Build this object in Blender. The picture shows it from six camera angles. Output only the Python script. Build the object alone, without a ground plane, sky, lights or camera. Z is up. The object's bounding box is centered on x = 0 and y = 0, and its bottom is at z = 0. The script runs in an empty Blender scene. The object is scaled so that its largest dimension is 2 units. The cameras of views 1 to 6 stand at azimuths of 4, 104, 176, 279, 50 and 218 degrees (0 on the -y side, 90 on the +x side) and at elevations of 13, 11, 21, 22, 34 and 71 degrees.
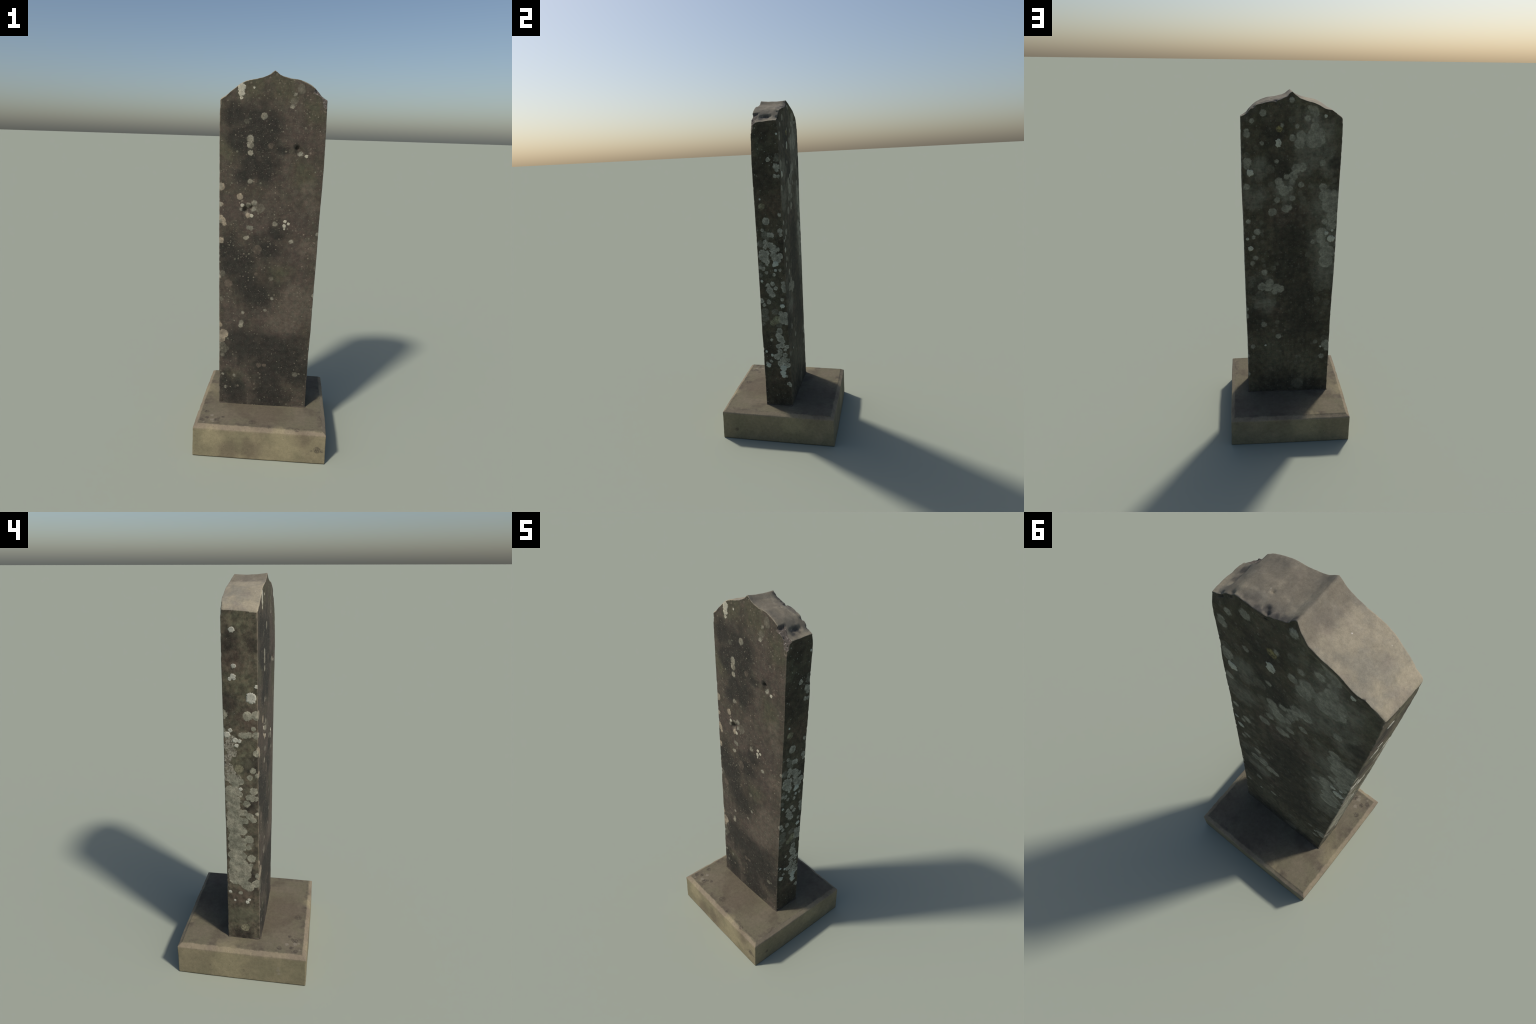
# Weathered sandstone grave marker: a tapering upright slab with an ogee top,
# set on a square chamfered plinth, blotched with lichen.
import bpy, math, random
import numpy as np
from mathutils import Vector, noise
from mathutils.bvhtree import BVHTree

random.seed(7)

# ------------------------------------------------------------------ sizes (metres)
SLAB_FOOT = 0.172            # a little below the plinth's top, the slab is let in
PLINTH_TOP = 0.180
SHOULDER_Z = 1.862

# left / right edges of the slab as (z, x), on the front and on the back
EDGE_LEFT_FRONT = [(0.17, -0.2470), (0.61, -0.2536), (1.02, -0.2606), (1.28, -0.2639), (1.55, -0.2664), (1.74, -0.2685), (1.87, -0.2676)]
EDGE_LEFT_BACK = [(0.17, -0.2480), (0.70, -0.2494), (1.03, -0.2568), (1.52, -0.2610), (1.76, -0.2652), (1.87, -0.2626)]
EDGE_RIGHT_FRONT = [(0.17, 0.2438), (0.48, 0.2458), (0.64, 0.2512), (0.84, 0.2546), (1.05, 0.2598), (1.25, 0.2625), (1.40, 0.2672), (1.56, 0.2706), (1.75, 0.2706), (1.87, 0.2690)]
EDGE_RIGHT_BACK = [(0.17, 0.2430), (0.45, 0.2440), (0.67, 0.2482), (0.88, 0.2543), (1.08, 0.2575), (1.31, 0.2608), (1.49, 0.2650), (1.69, 0.2668), (1.87, 0.2692)]
# front / back faces as (z, y), along the left and along the right edge
FRONT_LEFT_Y = [(0.17, -0.0910), (0.40, -0.0870), (0.64, -0.0850), (0.92, -0.0835), (1.28, -0.0820), (1.68, -0.0805), (1.87, -0.0815)]
FRONT_RIGHT_Y = [(0.17, -0.0822), (0.42, -0.0830), (0.78, -0.0848), (1.11, -0.0850), (1.48, -0.0870), (1.66, -0.0890), (1.82, -0.0865), (1.87, -0.0830)]
BACK_LEFT_Y = [(0.17, 0.0812), (0.39, 0.0792), (0.91, 0.0778), (1.27, 0.0762), (1.67, 0.0768), (1.87, 0.0760)]
BACK_RIGHT_Y = [(0.17, 0.0785), (0.43, 0.0765), (0.63, 0.0722), (0.79, 0.0710), (1.30, 0.0690), (1.68, 0.0670), (1.87, 0.0652)]
# the ogee: (x, z) of the top edge on the front and on the back
TOP_FRONT = [(-0.268, 1.8622), (-0.2525, 1.8687), (-0.2333, 1.8802), (-0.2142, 1.8972), (-0.1888, 1.9173), (-0.1636, 1.9368),
             (-0.1383, 1.9488), (-0.1129, 1.9558), (-0.0812, 1.9615), (-0.0560, 1.9670), (-0.0371, 1.9730), (-0.0185, 1.9835),
             (-0.0031, 1.9965), (0.0050, 2.0020), (0.0127, 1.9965), (0.0290, 1.9835), (0.0450, 1.9760), (0.0705, 1.9690), (0.1023, 1.9640),
             (0.1340, 1.9584), (0.1596, 1.9488), (0.1855, 1.9350), (0.2051, 1.9210), (0.2250, 1.9034), (0.2353, 1.8897),
             (0.2422, 1.8800), (0.2553, 1.8722), (0.2695, 1.8640)]
TOP_BACK = [(-0.2640, 1.8710), (-0.2229, 1.8969), (-0.2021, 1.9090), (-0.1820, 1.9120), (-0.1616, 1.9195), (-0.1344, 1.9340),
            (-0.1074, 1.9450), (-0.0740, 1.9540), (-0.0407, 1.9650), (-0.0140, 1.9820), (0.0045, 1.9965), (0.0123, 1.9915),
            (0.0317, 1.9735), (0.0642, 1.9590), (0.1002, 1.9508), (0.1231, 1.9477), (0.1558, 1.9413), (0.1885, 1.9310),
            (0.2147, 1.9126), (0.2346, 1.8948), (0.2511, 1.8810), (0.2695, 1.8730)]

# how far the back edge of the top stands out, along x
BACK_TOP_Y = [(-0.270, 0.0740), (-0.223, 0.0770), (-0.202, 0.0785), (-0.182, 0.0815), (-0.134, 0.0803), (-0.074, 0.0805), (-0.041, 0.0790),
              (-0.014, 0.0725), (0.0045, 0.0635), (0.0123, 0.0620), (0.032, 0.0672), (0.064, 0.0685), (0.100, 0.0712), (0.123, 0.0708),
              (0.156, 0.0660), (0.188, 0.0615), (0.235, 0.0605), (0.270, 0.0590)]
# neither big face is flat: how far its middle swells out, by height
SWELL_FRONT = [(0.17, 0.0050), (0.30, 0.0085), (0.60, 0.0100), (1.00, 0.0095), (1.50, 0.0060), (1.90, 0.0040)]
SWELL_BACK = [(0.17, 0.0020), (0.60, 0.0035), (1.40, 0.0035), (1.90, 0.0015)]


def along(points, t):
    a = np.array(points)
    return np.interp(t, a[:, 0], a[:, 1])


def smooth(e0, e1, x):
    t = np.clip((x - e0) / (e1 - e0), 0, 1)
    return t * t * (3 - 2 * t)


def fbm(p, scale, octaves=3):
    v = Vector(p) * scale
    s, a = 0.0, 1.0
    for _ in range(octaves):
        s += a * noise.noise(v)
        v = v * 2.1 + Vector((3.1, 7.7, 1.3))
        a *= 0.5
    return s


# ------------------------------------------------------------------ meshes of box shells
def ticks(half, step, edge):
    """Grid lines from -half to half, bunched at both ends so that edges can be rounded."""
    near = np.array(edge)
    inner = half - near[-1]
    n = max(2, int(round(2 * inner / step / 2)) * 2)
    mid = np.linspace(-inner, inner, n + 1)
    return np.concatenate([-half + near[:-1], mid, (half - near[:-1])[::-1]])


def shell(xs, ys, zs):
    """Closed surface of a box grid; returns points, grid quads, and the side of each quad (0-5)."""
    nx, ny, nz = len(xs), len(ys), len(zs)
    index = -np.ones((nx, ny, nz), dtype=np.int64)
    I, J, K = np.meshgrid(range(nx), range(ny), range(nz), indexing="ij")
    rim = (I == 0) | (I == nx - 1) | (J == 0) | (J == ny - 1) | (K == 0) | (K == nz - 1)
    index[rim] = np.arange(rim.sum())
    pts = np.stack([xs[I[rim]], ys[J[rim]], zs[K[rim]]], axis=1)
    quads, side = [], []

    def patch(g, tag, flip):
        q = np.stack([g[:-1, :-1], g[1:, :-1], g[1:, 1:], g[:-1, 1:]], axis=-1).reshape(-1, 4)
        quads.append(q[:, ::-1] if flip else q)
        side.append(np.full(len(q), tag))
    patch(index[:, 0, :], 0, False)      # front  (-y)
    patch(index[:, -1, :], 1, True)      # back   (+y)
    patch(index[0, :, :], 2, True)       # left   (-x)
    patch(index[-1, :, :], 3, False)     # right  (+x)
    patch(index[:, :, -1], 4, False)     # top
    patch(index[:, :, 0], 5, True)       # underside
    return pts, np.concatenate(quads), np.concatenate(side)


def mesh_object(name, pts, quads, materials, slots, parent=None):
    me = bpy.data.meshes.new(name)
    me.vertices.add(len(pts))
    me.vertices.foreach_set("co", np.asarray(pts, dtype=np.float32).ravel())
    me.loops.add(quads.size)
    me.loops.foreach_set("vertex_index", quads.astype(np.int32).ravel())
    me.polygons.add(len(quads))
    me.polygons.foreach_set("loop_start", np.arange(0, quads.size, 4, dtype=np.int32))
    for m in materials:
        me.materials.append(m)
    me.polygons.foreach_set("material_index", np.asarray(slots, dtype=np.int32))
    me.polygons.foreach_set("use_smooth", np.ones(len(quads), dtype=bool))
    me.update(calc_edges=True)
    me.validate()
    ob = bpy.data.objects.new(name, me)
    bpy.context.scene.collection.objects.link(ob)
    ob.parent = parent
    return ob


def rounded(p, lo, hi, r):
    """Round the edges of the box lo..hi where p lies near them; r is given per point."""
    r = r[:, None]
    inner = np.minimum(np.maximum(p, lo + r), hi - r)
    d = p - inner
    length = np.linalg.norm(d, axis=1, keepdims=True)
    reach = np.abs(d).max(axis=1, keepdims=True)
    k = np.where(length > 1e-9, reach / np.maximum(length, 1e-9), 1.0)
    return inner + d * k


# ------------------------------------------------------------------ the slab's form
HX, HY = 0.26, 0.08
TALL = 1.70                         # the plain box, before it is warped


def slab_point(a, b, c):
    """a, b in -1..1 (left-right, front-back), c in 0..1 up -> place on the undisturbed slab."""
    s = (b + 1) / 2
    shoulder = SLAB_FOOT + c * (SHOULDER_Z + 0.006 - SLAB_FOOT)
    left = along(EDGE_LEFT_FRONT, shoulder) * (1 - s) + along(EDGE_LEFT_BACK, shoulder) * s
    right = along(EDGE_RIGHT_FRONT, shoulder) * (1 - s) + along(EDGE_RIGHT_BACK, shoulder) * s
    w = (a + 1) / 2
    # the ridge of the ogee stands at x = 0.005: keep the middle grid line on it
    lift = c * (1 - a * a) * 0.0045
    x = left * (1 - w) + right * w + lift
    top = along(TOP_FRONT, x) * (1 - s) + along(TOP_BACK, x) * s
    # the top sags a little along its ridge and is crowned on both slopes
    ridge = np.exp(-(np.abs(x - 0.005) / 0.045) ** 2)
    slope = smooth(0.03, 0.09, np.abs(x - 0.005)) * smooth(0.268, 0.20, np.abs(x))
    top = top + (0.0045 * slope - 0.0035 * ridge) * 4 * s * (1 - s)
    z = SLAB_FOOT + c * (top - SLAB_FOOT)
    zz = np.minimum(z, 1.87)
    yf = along(FRONT_LEFT_Y, zz) * (1 - w) + along(FRONT_RIGHT_Y, zz) * w
    yb = along(BACK_LEFT_Y, zz) * (1 - w) + along(BACK_RIGHT_Y, zz) * w
    yf = yf + smooth(1.87, 2.0, z) * 0.003
    high = smooth(top - 0.040, top - 0.006, z)
    yb = yb * (1 - high) + along(BACK_TOP_Y, x) * high
    belly = np.clip(1 - a * a, 0, 1) ** 0.8
    yf = yf - along(SWELL_FRONT, zz) * belly - 0.0008
    yb = yb + along(SWELL_BACK, zz) * belly + 0.0008
    x = x - 0.0010 + a * 0.0010 + np.sign(a) * (np.abs(a) > 0.9) * 0.0022 * np.clip(1 - b * b, 0, 1)
    y = yf * (1 - s) + yb * s
    return np.stack([x, y, z], axis=1)


# dents: (x, y, z, radius, depth, direction the stone is pushed)
DENTS = [
    (0.1330, -0.0900, 1.6280, 0.012, 0.013, (0, 1, 0)),      # pocked hole high on the front
    (0.1420, -0.0920, 1.6120, 0.023, 0.007, (0, 1, 0)),
    (-0.116, -0.0900, 1.3060, 0.026, 0.010, (0, 1, 0)),      # lichen-filled hollow on the front
    (-0.128, -0.0820, 1.2980, 0.017, 0.014, (0, 1, 0)),
    (-0.096, -0.0840, 1.3160, 0.015, 0.011, (0, 1, 0)),
    (-0.021, -0.0880, 1.6440, 0.006, 0.004, (0, 1, 0)),
    (0.2320, 0.0180, 1.8950, 0.014, 0.0045, (-0.7, 0, -0.7)),  # long hollow across the right slope of the top
    (0.2320, 0.0020, 1.8950, 0.015, 0.006, (-0.7, 0, -0.7)),
    (0.2320, -0.0150, 1.8960, 0.015, 0.0055, (-0.7, 0, -0.7)),
    (0.2320, -0.0300, 1.8960, 0.012, 0.004, (-0.7, 0, -0.7)),
    (0.2120, -0.0560, 1.9130, 0.007, 0.008, (-0.5, 0, -0.8)),  # pit beside the broken corner
    (0.0910, 0.0540, 1.9480, 0.009, 0.016, (0, -0.2, -1)),   # notch in the back top edge
    (0.0840, 0.0660, 1.9480, 0.011, 0.010, (0, -0.3, -1)),
    (-0.199, 0.0780, 1.9080, 0.004, 0.003, (0, -0.5, -0.8)),
    (0.2000, 0.0620, 1.9220, 0.013, 0.004, (0, -0.6, -0.8)),
    (0.2350, 0.0600, 1.8930, 0.009, 0.006, (-0.3, -0.6, -0.7)),
    (0.1100, 0.0160, 1.9600, 0.006, 0.005, (0, 0, -1)),
    (-0.225, 0.0790, 1.7910, 0.003, 0.004, (0, -1, 0)),
    (-0.0900, -0.050, 1.9580, 0.030, 0.003, (0, 0, -1)),
    (0.1500, -0.040, 1.9500, 0.035, 0.004, (0, 0, -1)),
    (0.2650, -0.0880, 1.8180, 0.012, 0.005, (-0.7, 0.7, 0)),
    (0.2500, -0.0700, 1.8650, 0.008, 0.006, (-0.5, 0.5, -0.7)),
    (0.2350, -0.0780, 1.8800, 0.007, 0.006, (-0.3, 0.5, -0.7)),
]
# small knocks along the slab's four upright edges
knocks = random.Random(11)
for ex, ey in ((-1, -1), (1, -1), (-1, 1), (1, 1)):
    for _ in range(15):
        kz = knocks.uniform(0.2, 1.83)
        kx = float(along(EDGE_LEFT_FRONT if ex < 0 else EDGE_RIGHT_FRONT, kz))
        side_line = {(-1, -1): FRONT_LEFT_Y, (1, -1): FRONT_RIGHT_Y, (-1, 1): BACK_LEFT_Y, (1, 1): BACK_RIGHT_Y}[(ex, ey)]
        ky = float(along(side_line, kz))
        DENTS.append((kx, ky, kz, knocks.uniform(0.005, 0.013), knocks.uniform(0.0010, 0.0023), (-ex, -ey, 0)))
# chips broken off by a flat blow: (point on the break, outward normal, roughness)
CHIPS = [
    ((0.2436, -0.0742, 1.8741), (0.55, -0.42, 0.72), 0.0042),
    ((0.2560, -0.0800, 1.8500), (0.62, -0.72, 0.25), 0.0030),
    ((-0.2600, 0.0745, 1.8700), (-0.50, 0.60, 0.62), 0.0012),
]
CHIP_REACH = 0.055


def weather(p, top_side):
    """Wear the slab: slow unevenness, dents, chips and ragged top edges."""
    out = p.copy()
    n = len(p)
    rough = np.empty((n, 3))
    for i in range(n):
        q = p[i]
        rough[i, 0] = fbm(q, 6.0, 2)
        rough[i, 1] = fbm((q[0] + 9, q[1], q[2]), 38.0, 3)
        rough[i, 2] = fbm((q[0], q[1] + 5, q[2]), 120.0, 2)
    # outward direction: away from the slab's middle plane, on the top upward
    out[:, 1] += np.sign(p[:, 1]) * (rough[:, 0] * 0.0010 + rough[:, 1] * 0.0003) * (~top_side)
    out[:, 0] += np.sign(p[:, 0]) * (rough[:, 0] * 0.0006 + rough[:, 1] * 0.0007) * (np.abs(p[:, 0]) > 0.235)
    out[:, 2] += (rough[:, 0] * 0.0012 + rough[:, 1] * 0.0012 + rough[:, 2] * 0.0004) * top_side
    # the back top edge is ragged, the more so on the right
    ragged = smooth(0.035, 0.064, p[:, 1]) * top_side * (np.abs(p[:, 0] - 0.005) > 0.015)
    out[:, 2] -= ragged * np.clip(rough[:, 1] + 0.35, 0, 1) * np.where(p[:, 0] > 0.02, 0.0055, 0.003)
    for x, y, z, r, depth, way in DENTS:
        d = np.linalg.norm(p - np.array((x, y, z)), axis=1) / r
        f = np.exp(-(d * 1.15) ** 4) * (1 + 0.35 * rough[:, 1])
        w = np.array(way, dtype=float)
        out += f[:, None] * depth * w / np.linalg.norm(w)
    broken = np.zeros(n)
    for at, normal, jag in CHIPS:
        nn = np.array(normal) / np.linalg.norm(normal)
        dist = (out - np.array(at)) @ nn + rough[:, 1] * jag * 1.3 + rough[:, 2] * jag * 0.6
        near = np.linalg.norm(p - np.array(at), axis=1) < CHIP_REACH
        cut = np.clip(dist, 0, None) * near
        out -= cut[:, None] * nn
        broken = np.maximum(broken, cut)
    return out, broken


# ------------------------------------------------------------------ node helpers
class Nodes:
    def __init__(self, name):
        self.mat = bpy.data.materials.new(name)
        self.mat.use_nodes = True
        self.t = self.mat.node_tree
        self.t.nodes.clear()
        self.out = self.t.nodes.new("ShaderNodeOutputMaterial")
        self.bsdf = self.t.nodes.new("ShaderNodeBsdfPrincipled")
        self.t.links.new(self.bsdf.outputs[0], self.out.inputs[0])
        self.place = self.t.nodes.new("ShaderNodeTexCoord").outputs["Object"]

    def put(self, socket, value):
        if isinstance(value, bpy.types.NodeSocket):
            self.t.links.new(value, socket)
        elif isinstance(value, (tuple, list)) and len(value) == 3 and socket.type == "RGBA":
            socket.default_value = (*value, 1)
        else:
            socket.default_value = value

    def math(self, op, a, b=0.0, c=0.0, clamp=False):
        n = self.t.nodes.new("ShaderNodeMath")
        n.operation = op
        n.use_clamp = clamp
        for s, v in zip(n.inputs, (a, b, c)):
            self.put(s, v)
        return n.outputs[0]

    def vec(self, op, a, b=(0, 0, 0), scale=None):
        n = self.t.nodes.new("ShaderNodeVectorMath")
        n.operation = op
        self.put(n.inputs[0], a)
        self.put(n.inputs[1], b)
        if scale is not None:
            self.put(n.inputs["Scale"], scale)
        return n.outputs["Value"] if op in ("DISTANCE", "LENGTH", "DOT_PRODUCT") else n.outputs[0]

    def noise(self, scale, detail=3, rough=0.55, at=None, stretch=None, distortion=0.0):
        n = self.t.nodes.new("ShaderNodeTexNoise")
        v = self.place if at is None else at
        if stretch:
            v = self.vec("MULTIPLY", v, stretch)
        self.put(n.inputs["Vector"], v)
        n.inputs["Scale"].default_value = scale
        n.inputs["Detail"].default_value = detail
        n.inputs["Roughness"].default_value = rough
        n.inputs["Distortion"].default_value = distortion
        return n

    def grain(self, *a, **k):
        return self.noise(*a, **k).outputs[0]

    def cells(self, scale, at=None, flat=False):
        n = self.t.nodes.new("ShaderNodeTexVoronoi")
        if flat:
            n.voronoi_dimensions = "2D"
        self.put(n.inputs["Vector"], self.place if at is None else at)
        n.inputs["Scale"].default_value = scale
        return n

    def step(self, v, lo, hi, out_lo=0.0, out_hi=1.0):
        n = self.t.nodes.new("ShaderNodeMapRange")
        n.interpolation_type = "SMOOTHSTEP"
        for s, x in zip(n.inputs, (v, lo, hi, out_lo, out_hi)):
            self.put(s, x)
        return n.outputs[0]

    def mix(self, f, a, b, kind="MIX"):
        n = self.t.nodes.new("ShaderNodeMix")
        n.data_type = "RGBA"
        n.blend_type = kind
        self.put(n.inputs[0], f)
        self.put(n.inputs[6], a)
        self.put(n.inputs[7], b)
        return n.outputs[2]

    def warped(self, amount, scale, base=None):
        base = self.place if base is None else base
        n = self.noise(scale, 2, 0.5)
        off = self.vec("SUBTRACT", n.outputs[1], (0.5, 0.5, 0.5))
        return self.vec("ADD", base, self.vec("SCALE", off, scale=amount))

    def spots(self, places, at):
        """Signed depth inside the union of round patches (metres, > 0 inside)."""
        field = None
        for x, y, z, r in places:
            d = self.math("SUBTRACT", r, self.vec("DISTANCE", at, (x, y, z)))
            field = d if field is None else self.math("MAXIMUM", field, d)
        return field if field is not None else -1.0

    def clouds(self, places, at):
        """Soft stains: 1 in the middle of each blob, 0 at its rim."""
        field = None
        for x, y, z, r in places:
            d = self.math("MULTIPLY_ADD", self.vec("DISTANCE", at, (x, y, z)), -1.0 / r, 1.0)
            field = d if field is None else self.math("MAXIMUM", field, d)
        field = self.math("MULTIPLY_ADD", self.grain(13, 5, 0.65), 1.5, self.math("ADD", field, -0.75))
        return self.step(field, -0.15, 0.66)

    def finish(self, colour, rough=0.9, bump=None, depth=0.001, strength=0.5):
        self.put(self.bsdf.inputs["Base Color"], colour)
        self.put(self.bsdf.inputs["Roughness"], rough)
        self.bsdf.inputs["Specular IOR Level"].default_value = 0.25
        if bump is not None:
            b = self.t.nodes.new("ShaderNodeBump")
            b.inputs["Strength"].default_value = strength
            b.inputs["Distance"].default_value = depth
            self.put(b.inputs["Height"], bump)
            self.put(self.bsdf.inputs["Normal"], b.outputs[0])
        return self.mat


# ------------------------------------------------------------------ where the lichen grows
# (along the face, height, radius); on the front and back "along" is x, on the sides it is y
FRONT_LICHEN = {
    "bright": [
        (-0.159, 1.916, 0.022), (-0.16, 1.89, 0.017), (-0.159, 1.866, 0.009), (-0.097, 1.917, 0.006),
        (0.179, 1.589, 0.009), (-0.142, 1.326, 0.01), (-0.092, 1.273, 0.01), (0.085, 1.25, 0.009),
        (0.082, 1.226, 0.01), (0.103, 1.238, 0.008), (0.082, 1.21, 0.006),],
    "crust": [
        (0.11, 1.891, 0.008), (0.099, 1.831, 0.011), (-0.043, 1.782, 0.016), (-0.109, 1.669, 0.018),
        (-0.108, 1.637, 0.017), (-0.106, 1.597, 0.013), (0.147, 1.601, 0.013), (-0.105, 1.453, 0.012),
        (-0.149, 1.305, 0.008), (-0.11, 1.327, 0.015), (-0.08, 1.342, 0.014), (-0.085, 1.31, 0.013),
        (0.031, 1.235, 0.013), (-0.109, 1.21, 0.01), (-0.094, 1.206, 0.012), (-0.121, 1.153, 0.011),
        (-0.11, 1.158, 0.008), (0.121, 1.144, 0.011), (0.03, 0.825, 0.008), (0.257, 1.188, 0.009),
        (-0.004, 0.755, 0.008), (0.252, 0.769, 0.008), (-0.125, 0.732, 0.008), (-0.132, 0.678, 0.012),
        (-0.136, 0.659, 0.013), (-0.23, 0.362, 0.008), (-0.167, 0.356, 0.008), (-0.214, 0.281, 0.009),],
    "tan": [
        (-0.259, 1.42, 0.021), (-0.157, 1.372, 0.016), (-0.257, 1.326, 0.013), (-0.112, 1.276, 0.015),
        (-0.247, 1.242, 0.018), (-0.234, 1.222, 0.011), (-0.255, 1.256, 0.015), (-0.253, 1.134, 0.016),
        (-0.25, 0.655, 0.012), (-0.23, 0.603, 0.026), (-0.242, 0.574, 0.022),],
    "faint": [
        (0.104, 1.855, 0.018), (0.137, 1.921, 0.019), (0.145, 1.905, 0.013), (-0.131, 1.754, 0.013),
        (-0.125, 1.298, 0.018), (-0.049, 1.315, 0.025), (-0.244, 0.951, 0.017), (0.022, 0.935, 0.012),
        (-0.246, 0.805, 0.013), (-0.23, 0.515, 0.025), (-0.242, 0.538, 0.019), (-0.211, 0.517, 0.014),
        (-0.234, 0.478, 0.013), (0.177, 0.382, 0.014),],
    "rusty": [
        (-0.004, 1.635, 0.014), (-0.058, 1.093, 0.025), (-0.059, 0.958, 0.009), (-0.209, 0.897, 0.022),
        (-0.212, 0.896, 0.019), (-0.029, 0.429, 0.014), (0.002, 0.429, 0.011),],
}
BACK_LICHEN = {
    "bright": [
        (-0.174, 1.877, 0.009), (0.073, 1.731, 0.015), (0.072, 1.745, 0.015), (0.224, 1.58, 0.019),
        (0.241, 1.204, 0.009), (0.223, 1.147, 0.016), (-0.204, 1.236, 0.012), (-0.236, 1.252, 0.008),
        (-0.231, 1.203, 0.021), (0.139, 0.517, 0.007), (-0.199, 0.5, 0.007),],
    "crust": [
        (0.154, 1.891, 0.015), (0.004, 1.956, 0.011), (-0.091, 1.922, 0.011), (-0.112, 1.907, 0.02),
        (-0.123, 1.89, 0.014), (-0.079, 1.865, 0.013), (-0.12, 1.857, 0.015), (-0.119, 1.822, 0.02),
        (-0.139, 1.785, 0.032), (-0.11, 1.785, 0.024), (-0.108, 1.745, 0.03), (-0.136, 1.743, 0.025),
        (-0.165, 1.749, 0.012), (-0.099, 1.769, 0.024), (0.213, 1.851, 0.01), (0.054, 1.83, 0.008),
        (-0.024, 1.823, 0.009), (-0.046, 1.781, 0.021), (-0.06, 1.765, 0.018), (-0.001, 1.765, 0.015),
        (-0.039, 1.737, 0.025), (0.241, 1.8, 0.01), (0.24, 1.782, 0.016), (0.16, 1.737, 0.008),
        (0.239, 1.636, 0.022), (0.242, 1.612, 0.012), (0.082, 1.642, 0.008), (-0.025, 1.603, 0.023),
        (-0.058, 1.611, 0.021), (-0.01, 1.565, 0.021), (-0.002, 1.532, 0.015), (0.026, 1.557, 0.013),
        (-0.165, 1.633, 0.014), (0.067, 1.532, 0.019), (0.06, 1.507, 0.021), (0.039, 1.481, 0.026),
        (0.008, 1.496, 0.013), (0.243, 1.502, 0.015), (-0.053, 1.515, 0.013), (-0.006, 1.44, 0.014),
        (0.076, 1.43, 0.014), (-0.175, 1.501, 0.019), (-0.19, 1.454, 0.034), (-0.237, 1.458, 0.025),
        (-0.221, 1.419, 0.045), (0.101, 1.361, 0.02), (0.029, 1.38, 0.021), (0.006, 1.386, 0.011),
        (0.235, 1.306, 0.011), (0.186, 1.247, 0.016), (0.207, 1.214, 0.008), (0.196, 1.089, 0.012),
        (0.213, 1.056, 0.011), (0.146, 1, 0.015), (0.114, 0.934, 0.021), (0.161, 0.91, 0.022), (0.125, 0.904, 0.022),
        (0.076, 0.903, 0.022), (0.053, 0.893, 0.02), (0.085, 0.876, 0.014), (-0.218, 1.401, 0.045),
        (-0.234, 1.334, 0.031), (-0.19, 1.304, 0.014), (-0.228, 1.281, 0.026), (-0.177, 1.236, 0.03),
        (-0.174, 1.204, 0.026), (-0.194, 1.162, 0.025), (-0.222, 1.124, 0.032), (-0.191, 1.12, 0.022),
        (-0.207, 1.067, 0.038), (-0.131, 1.186, 0.011), (0.148, 0.66, 0.015), (0.061, 0.58, 0.014),
        (0.215, 0.509, 0.012), (-0.164, 0.535, 0.011), (-0.232, 0.517, 0.026), (-0.241, 0.485, 0.016),
        (-0.206, 0.431, 0.014),],
    "faint": [
        (0.003, 1.859, 0.018), (-0.048, 1.697, 0.033), (-0.057, 1.668, 0.025), (0.192, 1.713, 0.013),
        (0.241, 1.673, 0.016), (0.16, 1.64, 0.029), (0.117, 1.599, 0.025), (-0.074, 1.636, 0.018),
        (-0.124, 1.636, 0.031), (0.177, 1.549, 0.021), (0.11, 1.516, 0.017), (-0.05, 1.468, 0.015),
        (-0.063, 1.437, 0.017), (-0.107, 1.506, 0.015), (-0.233, 1.539, 0.015), (0.219, 1.463, 0.012),
        (0.169, 1.452, 0.021), (-0.204, 1.689, 0.029), (-0.223, 1.697, 0.014), (-0.206, 1.793, 0.018),
        (-0.205, 1.577, 0.029), (-0.184, 1.68, 0.016), (0.165, 1.393, 0.013), (0.161, 1.301, 0.012),
        (0.161, 1.249, 0.013), (0.15, 1.04, 0.012), (0.154, 1.074, 0.013), (0.217, 0.958, 0.02),
        (0.224, 0.921, 0.018), (0.17, 0.856, 0.027), (0.207, 0.837, 0.014), (0.102, 0.809, 0.027),
        (0.148, 0.8, 0.032), (0.184, 0.791, 0.023), (-0.068, 1.415, 0.019), (-0.167, 1.375, 0.026),
        (-0.209, 1.015, 0.036), (-0.197, 0.966, 0.04), (-0.177, 0.913, 0.038), (-0.223, 0.912, 0.027),
        (-0.125, 1.237, 0.017), (-0.103, 1.107, 0.018), (0.095, 1.025, 0.017), (-0.167, 0.823, 0.018),
        (-0.223, 0.801, 0.021), (0.09, 0.618, 0.012), (0.07, 0.675, 0.015), (-0.222, 0.554, 0.024),
        (-0.049, 0.388, 0.014), (-0.077, 0.281, 0.012), (-0.062, 0.239, 0.038),],
    "rusty": [
        (0.045, 1.306, 0.021), (-0.051, 1.323, 0.015), (-0.108, 1.34, 0.015), (0.058, 1.124, 0.01),
        (0.093, 1.117, 0.012),],
    "yellow": [
        (0.068, 1.81, 0.016),],
}
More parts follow.
